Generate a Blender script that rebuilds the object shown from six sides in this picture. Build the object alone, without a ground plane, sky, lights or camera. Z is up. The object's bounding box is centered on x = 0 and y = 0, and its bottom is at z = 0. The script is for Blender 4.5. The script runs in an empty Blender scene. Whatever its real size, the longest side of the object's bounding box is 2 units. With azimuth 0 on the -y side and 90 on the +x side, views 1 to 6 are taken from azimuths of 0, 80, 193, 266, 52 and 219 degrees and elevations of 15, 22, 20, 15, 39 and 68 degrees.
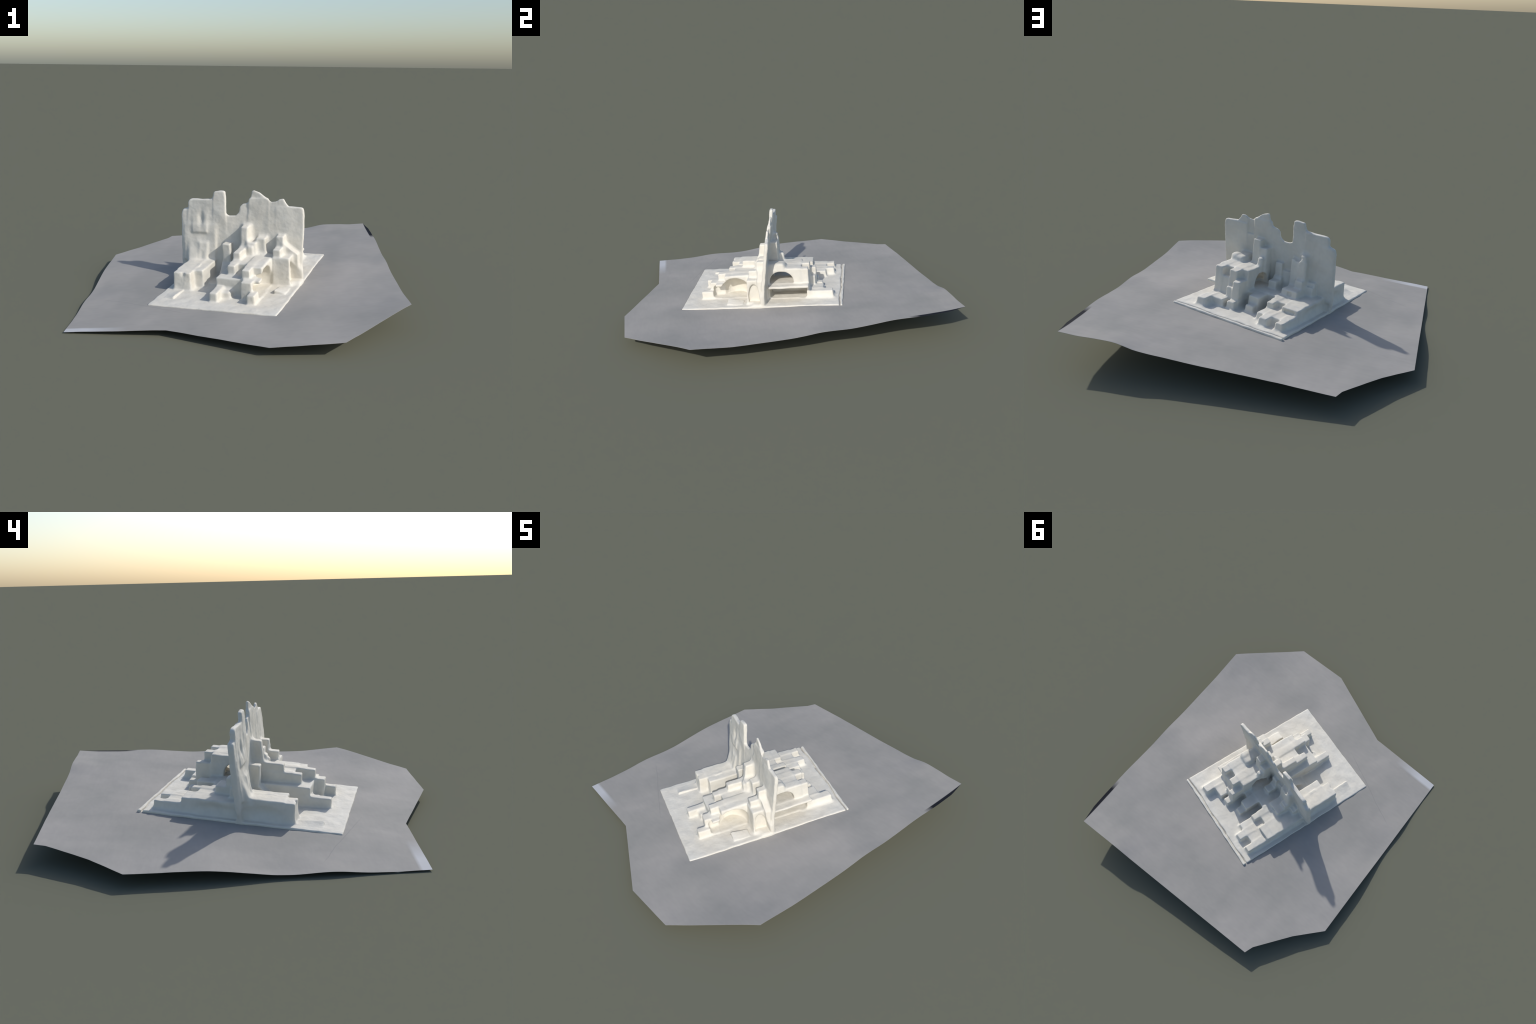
# A folded white paper "stepped city" card: a leaning skyline wall with stepped
# terraces in front and behind, on a white base card, lying on a bowed grey sheet.
import bpy, math
import numpy as np
from mathutils import Vector, noise

# ------------------------------------------------------------------ frame of the card
# u runs along the standing wall, v across the card (front is -v), n is up from the card.
ORIGIN = np.array([0.0045, -0.034, 0.0953])
U = np.array([0.95028, -0.30939, 0.03522])
V = np.array([0.30672, 0.94953, 0.06563])
N = np.array([-0.05375, -0.05157, 0.99722])
CARD_U, CARD_V, CARD_T = 0.361, 0.515, 0.016

def to_world(p):
    return ORIGIN + p[:, :1] * U + p[:, 1:2] * V + p[:, 2:3] * N

# ------------------------------------------------------------------ sampling grid
H = 0.0038
LO = np.array([-0.385, -0.535, -0.030])
HI = np.array([0.385, 0.535, 0.525])
NX, NY, NZ = [int(round((HI[i] - LO[i]) / H)) for i in range(3)]
GU = (LO[0] + H * np.arange(NX)).astype(np.float32)
GV = (LO[1] + H * np.arange(NY)).astype(np.float32)
GN = (LO[2] + H * np.arange(NZ)).astype(np.float32)

DIST = np.full((NX, NY, NZ), 1.0, np.float32)     # distance to the whole folded card
BEST = np.full((NX, NY, NZ), 1.0, np.float32)     # distance to the nearest single part
OWNER = np.zeros((NX, NY, NZ), np.int16)          # which part that is
PARTS = []

SINGLE = {'card_flap', 'wall_pier', 'wall_block', 'upper_step', 'rear_upper_step', 'rear_column'}

def part(name):
    if name in SINGLE or name not in PARTS:       # repeats of these become objects of their own
        PARTS.append(name)
        return len(PARTS) - 1
    return PARTS.index(name)

def window(u0, u1, v0, v1, n0, n1, pad=0.035):
    def rng(axis, a, b):
        i = max(0, int(np.searchsorted(axis, a - pad)))
        j = min(len(axis), int(np.searchsorted(axis, b + pad)))
        return slice(i, j)
    return rng(GU, u0, u1), rng(GV, v0, v1), rng(GN, n0, n1)

def coords(sl):
    return (GU[sl[0]][:, None, None], GV[sl[1]][None, :, None], GN[sl[2]][None, None, :])

def smooth_min(a, b, k):
    h = np.clip(0.5 + 0.5 * (b - a) / k, 0, 1)
    return b * (1 - h) + a * h - k * h * (1 - h)

def add(name, sl, d, k):
    pid = part(name)
    DIST[sl] = smooth_min(DIST[sl], d, k)
    near = d < BEST[sl]
    BEST[sl] = np.where(near, d, BEST[sl])
    OWNER[sl] = np.where(near, pid, OWNER[sl])

def box_distance(u, v, n, u0, u1, v0, v1, n0, n1, r):
    qu = np.abs(u - (u0 + u1) / 2) - (u1 - u0) / 2 + r
    qv = np.abs(v - (v0 + v1) / 2) - (v1 - v0) / 2 + r
    qn = np.abs(n - (n0 + n1) / 2) - (n1 - n0) / 2 + r
    out = np.sqrt(np.maximum(qu, 0) ** 2 + np.maximum(qv, 0) ** 2 + np.maximum(qn, 0) ** 2)
    return out + np.minimum(np.maximum(np.maximum(qu, qv), qn), 0) - r

def wall_centre(u, n):
    t = (u + 0.36) / 0.72                                     # the wall is a little twisted
    return (0.115 + 0.037 * t) * np.maximum(n, 0) - 0.012 + 0.018 * t

def box(name, u0, u1, v0, v1, top, bottom=-0.012, r=0.006, k=0.013, flare=0.0):
    """A block of folded paper; flare spreads its foot outwards."""
    e = flare
    if name.startswith('rear'):
        v0 = max(v0, float(wall_centre((u0 + u1) / 2, top)))      # keep behind the leaning wall
    sl = window(u0 - e, u1 + e, v0 - e, v1 + e, bottom, top)
    u, v, n = coords(sl)
    if flare:
        t = np.clip(1 - (n - 0.0) / max(top, 0.02), 0, 1) ** 2.5 * flare
        d = box_distance(u, v, n, u0, u1, v0, v1, bottom, top, r) - t * 0.9
    else:
        d = box_distance(u, v, n, u0, u1, v0, v1, bottom, top, r)
    add(name, sl, d.astype(np.float32), k)

def wedge(name, u0, u1, n0, n1, v_low, v_high, back, r=0.004, k=0.009):
    """A block on the wall whose front face slopes from v_low (at n0) to v_high (at n1)."""
    sl = window(u0, u1, min(v_low, v_high, back), max(v_low, v_high, back), n0, n1)
    u, v, n = coords(sl)
    f = v_low + (v_high - v_low) * (n - n0) / (n1 - n0)
    lo = np.minimum(f, back)
    hi = np.maximum(np.minimum(back, wall_centre(u, n) + 0.002), lo + 0.004)   # stay in front of the wall
    qu = np.abs(u - (u0 + u1) / 2) - (u1 - u0) / 2 + r
    qv = np.abs(v - (lo + hi) / 2) - (hi - lo) / 2 + r
    qn = np.abs(n - (n0 + n1) / 2) - (n1 - n0) / 2 + r
    out = np.sqrt(np.maximum(qu, 0) ** 2 + np.maximum(qv, 0) ** 2 + np.maximum(qn, 0) ** 2)
    d = out + np.minimum(np.maximum(np.maximum(qu, qv), qn), 0) - r
    add(name, sl, d.astype(np.float32), k)

def flap(name, u0, u1, v0, v1, top0, top1, k=0.003, fade=0.8):
    """A piece whose height runs from top0 (at u0) to top1 (at u1), fading towards v1."""
    sl = window(u0, u1, v0, v1, -0.012, max(top0, top1))
    u, v, n = coords(sl)
    t = np.clip((u - u0) / (u1 - u0), 0, 1)
    rise = (top0 + (top1 - top0) * t) * np.clip(1.15 - fade * (v - v0) / (v1 - v0), 0.2, 1)
    d = box_distance(u, v, n - rise, u0, u1, v0, v1, -0.3, 0.0, 0.003)
    d = np.maximum(d, -0.012 - n)
    add(name, sl, d.astype(np.float32), k)

def carve_arch(u0, u1, v0, v1, n0, n1, k=0.006):
    """Take away a barrel-vaulted hollow running along u, flat floor at n0."""
    sl = window(u0, u1, v0, v1, n0, n1)
    u, v, n = coords(sl)
    q = np.sqrt(((v - (v0 + v1) / 2) / ((v1 - v0) / 2)) ** 2 + (np.maximum(n - n0, 0) / (n1 - n0)) ** 2.4)
    d = np.maximum((q - 1) * min((v1 - v0) / 2, n1 - n0), np.maximum(n0 - n, np.maximum(u0 - u, u - u1)))
    carve(sl, d.astype(np.float32), k)

def carve(sl, d, k=0.006):
    """Take a hollow of distance d away."""
    a = DIST[sl]
    h = np.clip(0.5 - 0.5 * (a + d) / k, 0, 1)
    DIST[sl] = a * (1 - h) + (-d) * h + k * h * (1 - h)

def carve_box(u0, u1, v0, v1, n0, n1, r=0.004, k=0.006):
    sl = window(u0, u1, v0, v1, n0, n1)
    u, v, n = coords(sl)
    carve(sl, box_distance(u, v, n, u0, u1, v0, v1, n0, n1, r).astype(np.float32), k)

def carve_ellipsoid(c, a, k=0.008, floor=-1.0):
    sl = window(c[0] - a[0], c[0] + a[0], c[1] - a[1], c[1] + a[1], c[2] - a[2], c[2] + a[2])
    u, v, n = coords(sl)
    q = np.sqrt(((u - c[0]) / a[0]) ** 2 + ((v - c[1]) / a[1]) ** 2 + ((n - c[2]) / a[2]) ** 2)
    carve(sl, np.maximum((q - 1) * min(a), floor - n).astype(np.float32), k)

# ------------------------------------------------------------------ base card
box('base_card', -CARD_U, CARD_U, -CARD_V, CARD_V, 0.0, bottom=-CARD_T, r=0.003)

# ------------------------------------------------------------------ standing skyline wall
SKYLINE = [(-0.364, -0.012), (-0.369, 0.20), (-0.372, 0.355), (-0.362, 0.383), (-0.330, 0.396),
           (-0.327, 0.428), (-0.310, 0.443), (-0.192, 0.446), (-0.176, 0.462), (-0.160, 0.489),
           (-0.131, 0.498), (-0.112, 0.495), (-0.104, 0.460), (-0.103, 0.365), (-0.080, 0.357),
           (-0.040, 0.358), (-0.022, 0.375), (-0.015, 0.408), (0.003, 0.424), (0.041, 0.434),
           (0.050, 0.470), (0.056, 0.500), (0.070, 0.503), (0.103, 0.489), (0.152, 0.454),
           (0.174, 0.442), (0.205, 0.447), (0.216, 0.456), (0.243, 0.460), (0.256, 0.438),
           (0.272, 0.417), (0.340, 0.412), (0.354, 0.395), (0.360, 0.365), (0.357, 0.15),
           (0.355, -0.012)]

def polygon_distance(x, y, pts):
    d = np.full(np.broadcast(x, y).shape, 1e9, np.float32)
    inside = np.zeros(d.shape, bool)
    for (x0, y0), (x1, y1) in zip(pts, pts[1:] + pts[:1]):
        ex, ey = x1 - x0, y1 - y0
        t = np.clip(((x - x0) * ex + (y - y0) * ey) / (ex * ex + ey * ey), 0, 1)
        d = np.minimum(d, (x - x0 - t * ex) ** 2 + (y - y0 - t * ey) ** 2)
        if y0 != y1:
            cross = ((y0 > y) != (y1 > y)) & (x < x0 + (y - y0) * ex / ey)
            inside ^= cross
    d = np.sqrt(d)
    return np.where(inside, -d, d)

sl = window(-0.38, 0.38, -0.05, 0.15, -0.012, 0.52)
u, v, n = coords(sl)
flat = polygon_distance(u, n, SKYLINE)                        # in the wall's own plane
half = 0.0115 - 0.0048 * np.clip((n - 0.05) / 0.45, 0, 1)    # thins upwards
half = half + 0.004 * np.clip(0.05 - n, 0, 0.05) / 0.05
# a narrow window in the skyline is closed only by a thin skin
niche = np.clip((0.025 - np.abs(u - 0.178)) / 0.003, 0, 1) * np.clip((n - 0.350) / 0.004, 0, 1)
half = half * (1 - niche) + 0.0042 * niche
bend = 0.004 * np.sin(u * 17 + 1.0) * np.clip(n / 0.4, 0, 1) - 0.004 * niche
across = np.abs(v - wall_centre(u, n) - bend) - half
rr = 0.004
d = np.sqrt(np.maximum(flat + rr, 0) ** 2 + np.maximum(across + rr, 0) ** 2) \
    + np.minimum(np.maximum(flat + rr, across + rr), 0) - rr
add('skyline_wall', sl, d.astype(np.float32), 0.008)

# relief blocks on the wall's front (left side), their faces leaning more than the wall
wedge('wall_block', -0.362, -0.270, 0.05, 0.385, -0.010, 0.046, 0.06, k=0.03, r=0.010)
wedge('wall_block', -0.300, -0.212, 0.262, 0.408, -0.002, 0.042, 0.06, k=0.020)
wedge('wall_block', -0.350, -0.160, 0.10, 0.300, -0.024, 0.020, 0.05, k=0.024)
wedge('wall_block', -0.322, -0.262, 0.06, 0.215, -0.072, 0.010, 0.03, k=0.030, r=0.012)
wedge('wall_block', -0.262, -0.202, 0.08, 0.205, -0.046, -0.012, 0.02, k=0.016, r=0.012)
carve_ellipsoid((-0.238, -0.050, 0.148), (0.019, 0.022, 0.040))
carve_ellipsoid((-0.250, 0.012, 0.355), (0.015, 0.022, 0.045), k=0.014)

def pier(name, u0, u1, n0, n1, off0, off1, r=0.005, k=0.010):
    """An upright strip that leans with the wall, from off0 to off1 across it."""
    sl = window(u0, u1, -0.06, 0.16, n0, n1)
    u, v, n = coords(sl)
    grow = np.clip((n - n0) / 0.14, 0, 1) if n0 > 0 else 1.0        # swells out of the wall upwards
    lo, hi = off0 * grow, off1 * grow
    mid, hw = (lo + hi) / 2, (hi - lo) / 2
    d = box_distance(u, v - wall_centre(u, n) - mid, n, u0, u1, -1, 1, n0, n1, r)
    d = np.maximum(d, np.abs(v - wall_centre(u, n) - mid) - hw)
    add(name, sl, d.astype(np.float32), k)

pier('wall_pier', -0.366, -0.304, 0.03, 0.375, 0.0, 0.014, k=0.02)
pier('wall_pier', -0.322, -0.186, 0.280, 0.442, -0.006, 0.012, k=0.02)
pier('wall_pier', -0.168, -0.102, 0.240, 0.492, -0.013, 0.004, k=0.016)
pier('wall_pier', 0.040, 0.152, 0.270, 0.455, -0.006, 0.011, k=0.016)
pier('wall_pier', 0.208, 0.352, 0.240, 0.408, -0.006, 0.010, k=0.016)

# ------------------------------------------------------------------ front, left house
box('left_terrace', -0.312, -0.157, -0.217, 0.0, 0.102, flare=0.006, k=0.016)
box('left_terrace', -0.312, -0.212, -0.272, 0.0, 0.102, flare=0.010, k=0.014)
carve_ellipsoid((-0.256, -0.282, 0.098), (0.014, 0.018, 0.022))
carve_ellipsoid((-0.340, -0.130, 0.045), (0.036, 0.100, 0.038), k=0.012, floor=0.004)
box('left_terrace', -0.222, -0.204, -0.165, -0.112, 0.107, bottom=0.09, r=0.003, k=0.004)
# low landing and tower leg between the houses
box('middle_landing', -0.165, -0.040, -0.168, 0.0, 0.010, k=0.006)
wedge('tower_block', -0.106, -0.050, -0.01, 0.100, -0.165, -0.050, 0.0, k=0.014)
box('tower_block', -0.102, -0.054, -0.045, 0.01, 0.210, flare=0.012, k=0.012)
# a cut flap lifted off the card
flap('card_flap', -0.314, -0.252, -0.414, -0.262, 0.0005, 0.013)

# ------------------------------------------------------------------ front, middle house
box('middle_terrace', -0.046, 0.176, -0.302, 0.0, 0.100)
box('middle_terrace', 0.002, 0.202, -0.202, 0.0, 0.152)
box('middle_terrace', 0.002, 0.047, -0.246, 0.0, 0.152)
box('middle_terrace', 0.104, 0.202, -0.249, 0.0, 0.152)
box('middle_terrace', 0.104, 0.150, -0.301, 0.0, 0.152)
box('middle_terrace', -0.044, 0.000, -0.413, -0.2, 0.052)
box('middle_terrace', -0.044, 0.052, -0.350, -0.2, 0.040, k=0.02, r=0.015)
box('middle_terrace', 0.114, 0.178, -0.353, -0.2, 0.101)
box('middle_terrace', 0.114, 0.210, -0.312, -0.2, 0.101)
box('middle_terrace', 0.166, 0.209, -0.409, -0.2, 0.051)
box('middle_terrace', 0.190, 0.220, -0.080, 0.0, 0.150)
box('upper_step', 0.002, 0.044, -0.150, 0.02, 0.197)
wedge('upper_step', 0.008, 0.053, 0.10, 0.310, -0.056, -0.022, 0.04, k=0.026, r=0.008)
box('upper_step', 0.050, 0.102, -0.045, 0.03, 0.225, k=0.024)
box('upper_step', 0.098, 0.152, -0.022, 0.03, 0.248, k=0.024)
box('upper_step', 0.060, 0.086, -0.060, 0.02, 0.205, k=0.024)
# hollow below the deck on the right, with a foot running out onto the card
carve_ellipsoid((0.215, -0.182, 0.040), (0.135, 0.098, 0.098), k=0.008, floor=0.004)
carve_box(0.142, 0.27, -0.332, -0.110, 0.006, 0.082, r=0.020)

# ------------------------------------------------------------------ front, right house
box('right_terrace', 0.212, 0.310, -0.086, 0.0, 0.158, flare=0.014)
box('right_terrace', 0.212, 0.257, -0.078, 0.02, 0.203)
box('right_terrace', 0.214, 0.260, -0.020, 0.04, 0.262, k=0.014)
flap('right_terrace', 0.252, 0.338, -0.016, 0.020, 0.225, 0.160, k=0.02, fade=0.0)
flap('right_terrace', 0.295, 0.350, -0.045, 0.010, 0.138, 0.060, k=0.02, fade=0.0)
box('right_terrace', 0.25, 0.338, -0.045, 0.0, 0.07, k=0.05, r=0.015)
carve_arch(0.290, 0.36, -0.082, -0.004, 0.012, 0.128, k=0.014)
flap('card_flap', 0.258, 0.322, -0.226, -0.120, 0.021, 0.005)

# ------------------------------------------------------------------ rear, left house
box('rear_left_terrace', -0.318, -0.118, 0.0, 0.392, 0.043, flare=0.008)
box('rear_left_terrace', -0.316, -0.270, 0.0, 0.446, 0.043, flare=0.006)
box('rear_left_terrace', -0.216, -0.166, 0.0, 0.446, 0.043, flare=0.006)
box('rear_left_terrace', -0.322, -0.120, 0.0, 0.250, 0.077)
box('rear_left_terrace', -0.322, -0.217, 0.0, 0.300, 0.077)
box('rear_left_terrace', -0.163, -0.120, 0.0, 0.299, 0.077)
carve_box(-0.300, -0.235, 0.29, 0.315, 0.046, 0.066, r=0.006)
carve_ellipsoid((-0.346, 0.130, 0.035), (0.032, 0.130, 0.032), k=0.012, floor=0.004)
box('rear_upper_step', -0.221, -0.121, 0.0, 0.154, 0.120)
carve_box(-0.185, -0.160, 0.143, 0.17, 0.085, 0.108, r=0.005)
box('rear_upper_step', -0.219, -0.170, 0.0, 0.099, 0.168, k=0.014)
box('rear_upper_step', -0.270, -0.222, 0.0, 0.064, 0.135)
box('rear_upper_step', -0.272, -0.222, 0.0, 0.046, 0.160)
box('rear_upper_step', -0.213, -0.116, 0.02, 0.069, 0.276)
box('rear_upper_step', -0.213, -0.172, 0.02, 0.072, 0.312, k=0.026, r=0.010)
carve_ellipsoid((-0.162, 0.060, 0.285), (0.024, 0.014, 0.022))
box('rear_upper_step', -0.056, -0.008, 0.02, 0.060, 0.228)
box('rear_upper_step', -0.116, -0.056, 0.0, 0.045, 0.185, k=0.014)

# ------------------------------------------------------------------ rear, middle house
box('rear_middle_terrace', -0.120, 0.046, 0.0, 0.200, 0.082)
box('rear_middle_terrace', -0.066, 0.002, 0.0, 0.302, 0.082)
box('rear_middle_terrace', 0.000, 0.046, 0.0, 0.250, 0.082)
box('rear_middle_terrace', -0.060, -0.012, 0.1, 0.346, 0.042, flare=0.006)
box('rear_middle_terrace', 0.043, 0.090, 0.1, 0.381, 0.043, flare=0.006)
box('rear_middle_terrace', -0.062, -0.010, 0.0, 0.122, 0.131)
box('rear_middle_terrace', -0.062, -0.010, 0.0, 0.072, 0.145)

# ------------------------------------------------------------------ rear, right house
box('rear_right_terrace', 0.043, 0.239, 0.02, 0.256, 0.201)
box('rear_right_terrace', 0.190, 0.239, 0.02, 0.304, 0.199)
box('rear_right_terrace', 0.087, 0.137, 0.02, 0.307, 0.199)
box('rear_right_terrace', 0.130, 0.200, 0.02, 0.302, 0.148)
box('rear_right_terrace', 0.044, 0.088, 0.02, 0.343, 0.150)
box('rear_right_terrace', 0.085, 0.132, 0.02, 0.336, 0.108)
box('rear_right_terrace', 0.190, 0.243, 0.25, 0.452, 0.047, flare=0.014, k=0.014)
box('rear_right_terrace', 0.110, 0.195, 0.25, 0.390, 0.047, k=0.014)
# a shelf along its outer face, with a hollow under it
box('rear_shelf', 0.225, 0.291, 0.045, 0.304, 0.102, bottom=0.086, r=0.004, k=0.008)
carve_box(0.115, 0.33, 0.048, 0.288, 0.005, 0.083, r=0.020)
# tall rib and column joining it to the wall
box('rear_column', 0.030, 0.082, 0.03, 0.104, 0.302, k=0.012)
box('rear_column', 0.078, 0.128, 0.03, 0.106, 0.345, k=0.012)
box('rear_column', 0.036, 0.070, 0.05, 0.138, 0.250, k=0.016, r=0.012)
# crumpled vault rising over the tunnel
box('rear_right_terrace', 0.150, 0.240, 0.03, 0.160, 0.233, bottom=0.16, r=0.022, k=0.016)
box('rear_right_terrace', 0.205, 0.243, 0.10, 0.150, 0.238, bottom=0.18, r=0.012, k=0.014)
# tunnel through the house
carve_arch(0.060, 0.30, 0.052, 0.206, 0.104, 0.186)
carve_box(0.065, 0.222, 0.036, 0.212, 0.106, 0.170, r=0.012)
carve_arch(0.02, 0.09, 0.062, 0.180, 0.086, 0.162)

# groove of the folded double edge along the rear of the card
sl = window(-0.36, 0.36, 0.48, 0.52, -0.02, 0.0)
u, v, n = coords(sl)
line = 0.498 + 0.003 * np.sin(u * 23) - 0.004 * np.abs(u) / 0.36
carve(sl, np.maximum(np.abs(v - line) - 0.0042, -0.0115 - n + 0 * u).astype(np.float32), 0.002)

# ------------------------------------------------------------------ surface from the distances
def surface(field, owner):
    s = field < 0
    cell = np.zeros((NX - 1, NY - 1, NZ - 1), np.int8)
    offs = [(i, j, k) for i in (0, 1) for j in (0, 1) for k in (0, 1)]
    for i, j, k in offs:
        cell += s[i:NX - 1 + i, j:NY - 1 + j, k:NZ - 1 + k]
    act = np.argwhere((cell > 0) & (cell < 8))
    idx = np.full(cell.shape, -1, np.int64)
    idx[tuple(act.T)] = np.arange(len(act))
    val = {o: field[tuple((act + o).T)] for o in offs}
    acc = np.zeros((len(act), 3)); cnt = np.zeros(len(act))
    for o in offs:
        for ax in range(3):
            if o[ax]:
                continue
            p = list(o); p[ax] = 1; p = tuple(p)
            a, b = val[o], val[p]
            hit = (a < 0) != (b < 0)
            t = np.where(hit, a / np.where(hit, a - b, 1), 0)
            pos = np.array(o, float)[None] + t[:, None] * (np.array(p) - np.array(o))[None]
            acc[hit] += pos[hit]; cnt[hit] += 1
    verts = LO + H * (act + acc / cnt[:, None])
    own = owner[tuple(act.T)]
    quads = []
    for ax in range(3):
        o1, o2 = [i for i in range(3) if i != ax]
        a = s[tuple(slice(1 if i != ax else 0, -1) for i in range(3))]
        b = s[tuple(slice(1, -1) if i != ax else slice(1, None) for i in range(3))]
        for flip, m in ((False, a & ~b), (True, ~a & b)):
            e = np.argwhere(m)
            e[:, o1] += 1; e[:, o2] += 1
            def c(d1, d2):
                q = e.copy(); q[:, o1] -= d1; q[:, o2] -= d2
                return idx[tuple(q.T)]
            ring = [c(1, 1), c(0, 1), c(0, 0), c(1, 0)]
            if (ax == 1) != flip:
                ring = ring[::-1]
            quads.append(np.stack(ring, 1))
    quads = np.concatenate(quads)
    return verts, quads[(quads >= 0).all(1)], own

# blur the distances slightly so folds read as soft paper
def blur(a):
    for ax in range(3):
        lo = np.roll(a, 1, ax); hi = np.roll(a, -1, ax)
        b = 0.25 * lo + 0.5 * a + 0.25 * hi
        a = b
    return a

DIST = np.where(DIST < 0.02, DIST, 0.02)
core = DIST.copy()
DIST = 0.6 * blur(DIST) + 0.4 * core
verts, quads, own = surface(DIST, OWNER)

# small paper unevenness
wob = np.array([noise.noise_vector(Vector(p * 20.0)) for p in verts]) * 0.0024
wob += np.array([noise.noise_vector(Vector(p * 60.0)) for p in verts]) * 0.0005
verts = to_world(verts + wob)

# ------------------------------------------------------------------ materials
def new_material(name):
    m = bpy.data.materials.new(name)
    m.use_nodes = True
    nt = m.node_tree
    return m, nt, nt.nodes['Principled BSDF']

def node(nt, kind, **kw):
    x = nt.nodes.new(kind)
    for k, v in kw.items():
        setattr(x, k, v)
    return x

def math_node(nt, op, a, b=None, clamp=False):
    m = node(nt, 'ShaderNodeMath', operation=op, use_clamp=clamp)
    for i, x in enumerate((a, b)):
        if x is None:
            continue
        if isinstance(x, (int, float)):
            m.inputs[i].default_value = x
        else:
            nt.links.new(x, m.inputs[i])
    return m.outputs[0]

def noise_fac(nt, coord, scale, detail=4, rough=0.55):
    t = node(nt, 'ShaderNodeTexNoise')
    t.inputs['Scale'].default_value = scale
    t.inputs['Detail'].default_value = detail
    t.inputs['Roughness'].default_value = rough
    nt.links.new(coord, t.inputs['Vector'])
    return t.outputs['Fac']

def ramp(nt, fac, stops):
    r = node(nt, 'ShaderNodeValToRGB')
    el = r.color_ramp.elements
    while len(el) < len(stops):
        el.new(0.5)
    for e, (p, c) in zip(el, stops):
        e.position = p; e.color = (*c, 1)
    nt.links.new(fac, r.inputs['Fac'])
    return r.outputs['Color']

def mix(nt, fac, a, b, blend='MIX'):
    m = node(nt, 'ShaderNodeMix', data_type='RGBA', blend_type=blend)
    if isinstance(fac, (int, float)):
        m.inputs['Factor'].default_value = fac
    else:
        nt.links.new(fac, m.inputs['Factor'])
    for i, x in ((6, a), (7, b)):
        if isinstance(x, tuple):
            m.inputs[i].default_value = (*x, 1)
        else:
            nt.links.new(x, m.inputs[i])
    return m.outputs[2]

def white_paper():
    m, nt, bsdf = new_material('white_paper')
    co = node(nt, 'ShaderNodeTexCoord').outputs['Object']
    col = ramp(nt, noise_fac(nt, co, 9.0), [(0.30, (0.64, 0.612, 0.545)), (0.70, (0.705, 0.680, 0.610))])
    tint = ramp(nt, noise_fac(nt, co, 5.5, 3), [(0.45, (0.0, 0.0, 0.0)), (0.70, (1.0, 1.0, 1.0))])
    col = mix(nt, math_node(nt, 'MULTIPLY', tint, 0.55), col, (0.690, 0.640, 0.540))
    col2 = ramp(nt, noise_fac(nt, co, 38.0, 3), [(0.3, (0.94, 0.945, 0.95)), (0.7, (1.0, 1.0, 1.0))])
    nt.links.new(mix(nt, 1.0, col, col2, 'MULTIPLY'), bsdf.inputs['Base Color'])
    bsdf.inputs['Roughness'].default_value = 0.75
    bsdf.inputs['Specular IOR Level'].default_value = 0.25
    b = node(nt, 'ShaderNodeBump')
    b.inputs['Strength'].default_value = 0.25
    b.inputs['Distance'].default_value = 0.004
    nt.links.new(noise_fac(nt, co, 70.0, 3), b.inputs['Height'])
    nt.links.new(b.outputs['Normal'], bsdf.inputs['Normal'])
    return m

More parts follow.
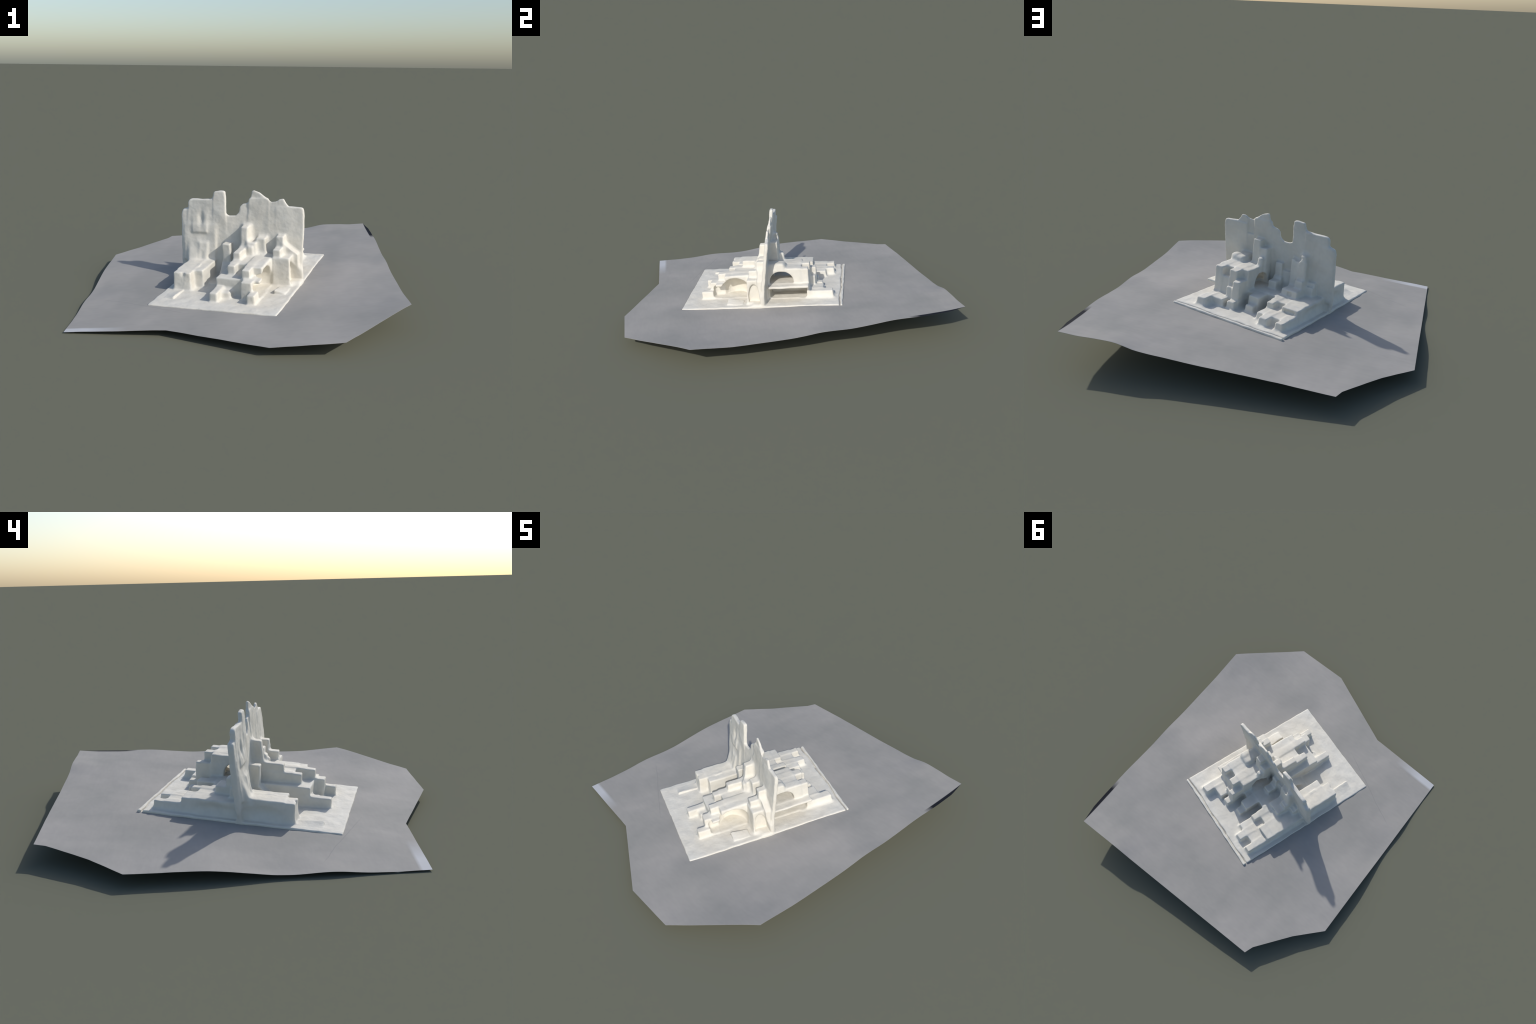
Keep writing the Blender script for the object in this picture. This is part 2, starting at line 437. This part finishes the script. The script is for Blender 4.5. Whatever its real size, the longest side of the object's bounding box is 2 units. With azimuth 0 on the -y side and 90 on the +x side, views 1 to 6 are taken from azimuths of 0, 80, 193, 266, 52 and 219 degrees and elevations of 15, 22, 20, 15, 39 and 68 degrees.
def grey_paper():
    m, nt, bsdf = new_material('grey_paper')
    co = node(nt, 'ShaderNodeTexCoord').outputs['Object']
    col = ramp(nt, noise_fac(nt, co, 2.6, 5), [(0.30, (0.285, 0.281, 0.263)), (0.72, (0.372, 0.353, 0.330))])
    streak = node(nt, 'ShaderNodeMapping')
    streak.inputs['Scale'].default_value = (14, 55, 20)
    streak.inputs['Rotation'].default_value = (0, 0, 0.35)
    nt.links.new(co, streak.inputs['Vector'])
    grain = ramp(nt, noise_fac(nt, streak.outputs['Vector'], 1.0, 5, 0.65),
                 [(0.25, (0.93, 0.93, 0.94)), (0.75, (1.0, 1.0, 1.0))])
    col = mix(nt, 1.0, col, grain, 'MULTIPLY')
    xyz = node(nt, 'ShaderNodeSeparateXYZ')
    nt.links.new(co, xyz.inputs[0])
    x, y = xyz.outputs[0], xyz.outputs[1]
    # a pencil-thin crease running out from the card's corner
    dx, dy = 0.47, -0.26
    ln = math.hypot(dx, dy)
    off = math_node(nt, 'ADD', math_node(nt, 'MULTIPLY', x, -dy / ln), math_node(nt, 'MULTIPLY', y, dx / ln))
    off0 = 0.76 * dy / ln * 1.0 + (-0.28) * dx / ln
    wig = math_node(nt, 'MULTIPLY', math_node(nt, 'SUBTRACT', noise_fac(nt, co, 5.0, 2), 0.5), 0.03)
    dist = math_node(nt, 'ABSOLUTE', math_node(nt, 'ADD', math_node(nt, 'SUBTRACT', off, off0), wig))
    near = math_node(nt, 'SUBTRACT', 1.0, math_node(nt, 'DIVIDE', dist, 0.0035), True)
    span = math_node(nt, 'MULTIPLY',
                     math_node(nt, 'MULTIPLY', math_node(nt, 'ADD', x, 0.78), 20, True),
                     math_node(nt, 'MULTIPLY', math_node(nt, 'SUBTRACT', -0.25, x), 12, True))
    col = mix(nt, math_node(nt, 'MULTIPLY', math_node(nt, 'MULTIPLY', near, span), 0.30), col, (0.16, 0.16, 0.17))
    # blackened rim at the far corner of the sheet
    chord = math_node(nt, 'SUBTRACT', 0.850, math_node(nt, 'MULTIPLY', y, 0.0165))
    rim = math_node(nt, 'MULTIPLY', math_node(nt, 'SUBTRACT', x, chord), 260, True)
    rim = math_node(nt, 'MULTIPLY', rim, math_node(nt, 'MULTIPLY', math_node(nt, 'SUBTRACT', y, 0.64), 14, True))
    col = mix(nt, rim, col, (0.012, 0.013, 0.018))
    # pale strip along the edge at the front left corner
    inner = math_node(nt, 'ADD', math_node(nt, 'MULTIPLY', math_node(nt, 'ADD', x, 0.862), 0.06), math_node(nt, 'ADD', y, 0.724))
    strip = math_node(nt, 'MULTIPLY', math_node(nt, 'SUBTRACT', 0.055, inner), 60, True)
    strip = math_node(nt, 'MULTIPLY', strip, math_node(nt, 'MULTIPLY', math_node(nt, 'SUBTRACT', -0.55, x), 5, True))
    col = mix(nt, math_node(nt, 'MULTIPLY', strip, 0.8), col, (0.52, 0.53, 0.55))
    nt.links.new(col, bsdf.inputs['Base Color'])
    bsdf.inputs['Roughness'].default_value = 0.8
    bsdf.inputs['Specular IOR Level'].default_value = 0.15
    b = node(nt, 'ShaderNodeBump')
    b.inputs['Strength'].default_value = 0.2
    b.inputs['Distance'].default_value = 0.004
    nt.links.new(noise_fac(nt, co, 26.0, 4), b.inputs['Height'])
    nt.links.new(b.outputs['Normal'], bsdf.inputs['Normal'])
    return m

WHITE, GREY = white_paper(), grey_paper()

# ------------------------------------------------------------------ the folded card as parts
def link(obj):
    bpy.context.scene.collection.objects.link(obj)
    return obj

def mesh_from(name, vs, fs, mat):
    me = bpy.data.meshes.new(name)
    me.from_pydata([tuple(p) for p in vs], [], [tuple(int(i) for i in f) for f in fs])
    me.validate()
    me.materials.append(mat)
    me.polygons.foreach_set('use_smooth', [True] * len(me.polygons))
    me.update()
    return me

p = verts[quads]
fn = np.cross(p[:, 2] - p[:, 0], p[:, 3] - p[:, 1])
normals = np.zeros_like(verts)
for i in range(4):
    np.add.at(normals, quads[:, i], fn)
normals /= np.maximum(np.linalg.norm(normals, axis=1, keepdims=True), 1e-12)

card = link(bpy.data.objects.new('stepped_paper_model', None))
card['label'] = 'white folded paper model with skyline wall and stepped terraces'
card['category'] = 'paper model'

label = own[quads]
face_part = np.array([np.bincount(r).argmax() for r in label])
# slivers go to the first part of the same kind
for pid, name in enumerate(PARTS):
    if 0 < (face_part == pid).sum() < 120:
        face_part[face_part == pid] = PARTS.index(name)
for pid, name in enumerate(PARTS):
    fs = quads[face_part == pid]
    if not len(fs):
        continue
    used, inv = np.unique(fs, return_inverse=True)
    me = mesh_from(name, verts[used], inv.reshape(-1, 4), WHITE)
    me.normals_split_custom_set_from_vertices([tuple(q) for q in normals[used]])
    ob = link(bpy.data.objects.new(name, me))
    ob.parent = card

# ------------------------------------------------------------------ grey sheet underneath
RIM = [(-0.862, -0.724, 0.006), (-0.605, -0.740, 0.020), (-0.351, -0.755, 0.034), (0.151, -1.0, 0.051),
       (0.325, -1.0, 0.064), (0.500, -1.0, 0.080), (0.862, -0.641, 0.145), (0.862, -0.401, 0.130),
       (0.862, -0.225, 0.133), (0.861, 0.002, 0.141), (0.861, 0.136, 0.156), (0.861, 0.281, 0.157),
       (0.861, 0.546, 0.180), (0.861, 0.757, 0.185), (0.857, 0.880, 0.190), (0.835, 1.0, 0.199),
       (0.744, 1.0, 0.193), (0.525, 1.0, 0.184), (0.445, 1.0, 0.163), (0.035, 1.0, 0.130),
       (-0.381, 1.0, 0.104), (-0.539, 1.0, 0.091), (-0.559, 0.944, 0.088), (-0.718, 0.731, 0.074),
       (-0.862, 0.575, 0.058), (-0.862, 0.373, 0.055), (-0.862, 0.176, 0.047), (-0.862, -0.038, 0.021),
       (-0.862, -0.134, 0.015), (-0.862, -0.296, 0.020), (-0.862, -0.440, 0.009), (-0.862, -0.575, 0.0035)]

def spline_height(ctrl):
    """Thin-plate spline through the control heights."""
    P = np.array([c[:2] for c in ctrl]); Z = np.array([c[2] for c in ctrl])
    def phi(r2):
        return 0.5 * r2 * np.log(np.maximum(r2, 1e-12))
    K = phi(((P[:, None] - P[None]) ** 2).sum(-1)) + 1e-4 * np.eye(len(P))
    A = np.block([[K, np.c_[np.ones(len(P)), P]], [np.c_[np.ones(len(P)), P].T, np.zeros((3, 3))]])
    w = np.linalg.solve(A, np.r_[Z, 0, 0, 0])
    def f(q):
        k = phi(((q[:, None] - P[None]) ** 2).sum(-1))
        return k @ w[:-3] + w[-3] + q @ w[-2:]
    return f

under = []
for a in np.linspace(-0.38, 0.38, 5):
    for b in np.linspace(-0.54, 0.54, 6):
        q = ORIGIN + a * U + b * V - (0.0125 - 0.006 * max(0.0, -b) / 0.54) * N
        under.append(tuple(q))
height = spline_height(RIM + under)

# rim resampled, then rings shrinking towards the middle
rim = np.array([r[:2] for r in RIM])
seg = np.r_[rim, rim[:1]]
outline = []
for a, b in zip(seg[:-1], seg[1:]):
    m = max(1, int(np.linalg.norm(b - a) / 0.022))
    for t in range(m):
        outline.append(a + (b - a) * t / m)
outline = np.array(outline)
centre = np.array([0.0, 0.0])
RINGS = 46
pts = [centre + (outline - centre) * (i / RINGS) for i in range(1, RINGS + 1)]
xy = np.concatenate([[centre]] + pts)
z = height(xy)
for cx, cy, sx, sy, amp in [(0.57, 0.03, 0.22, 0.38, 0.011), (0.28, -0.70, 0.14, 0.13, 0.009),
                            (0.29, 0.95, 0.16, 0.10, 0.006), (-0.56, 0.50, 0.20, 0.22, -0.004),
                            (-0.35, 0.80, 0.25, 0.20, -0.003)]:
    z += amp * np.exp(-((xy[:, 0] - cx) / sx) ** 2 - ((xy[:, 1] - cy) / sy) ** 2)
z += np.array([noise.noise(Vector((q[0] * 4, q[1] * 4, 3.1))) for q in xy]) * 0.0024
z += np.array([noise.noise(Vector((q[0] * 13, q[1] * 13, 7.7))) for q in xy]) * 0.0012
z = np.maximum(z, 0.0025)
M = len(outline)
faces = [(0, 1 + j, 1 + (j + 1) % M) for j in range(M)]
for i in range(RINGS - 1):
    a, b = 1 + i * M, 1 + (i + 1) * M
    faces += [(a + j, b + j, b + (j + 1) % M, a + (j + 1) % M) for j in range(M)]
me = mesh_from('grey_paper_sheet', np.c_[xy, z], faces, GREY)
sheet = link(bpy.data.objects.new('grey_paper_sheet', me))
sheet['label'] = 'large bowed grey paper sheet with irregular cut outline'
sheet['category'] = 'paper sheet'
mod = sheet.modifiers.new('thickness', 'SOLIDIFY')
mod.thickness = 0.0008
mod.offset = -1
bpy.context.view_layer.objects.active = sheet
sheet.select_set(True)
bpy.ops.object.modifier_apply(modifier=mod.name)
# crisp cut edge, so the rim does not bend the shading of the sheet
sm = sheet.data
nz = np.zeros(len(sm.polygons) * 3)
sm.polygons.foreach_get('normal', nz)
smooth = np.abs(nz.reshape(-1, 3)[:, 2]) > 0.6
sm.polygons.foreach_set('use_smooth', smooth.tolist())
le = np.zeros(len(sm.loops), int)
sm.loops.foreach_get('edge_index', le)
start = np.zeros(len(sm.polygons), int); total = np.zeros(len(sm.polygons), int)
sm.polygons.foreach_get('loop_start', start); sm.polygons.foreach_get('loop_total', total)
for f in np.where(~smooth)[0]:
    for l in range(start[f], start[f] + total[f]):
        sm.edges[int(le[l])].use_edge_sharp = True
low = min(q.co.z for q in sheet.data.vertices)
for q in sheet.data.vertices:
    if q.co.z < low + 1e-5:
        q.co.z = 0.0
sheet.data.update()
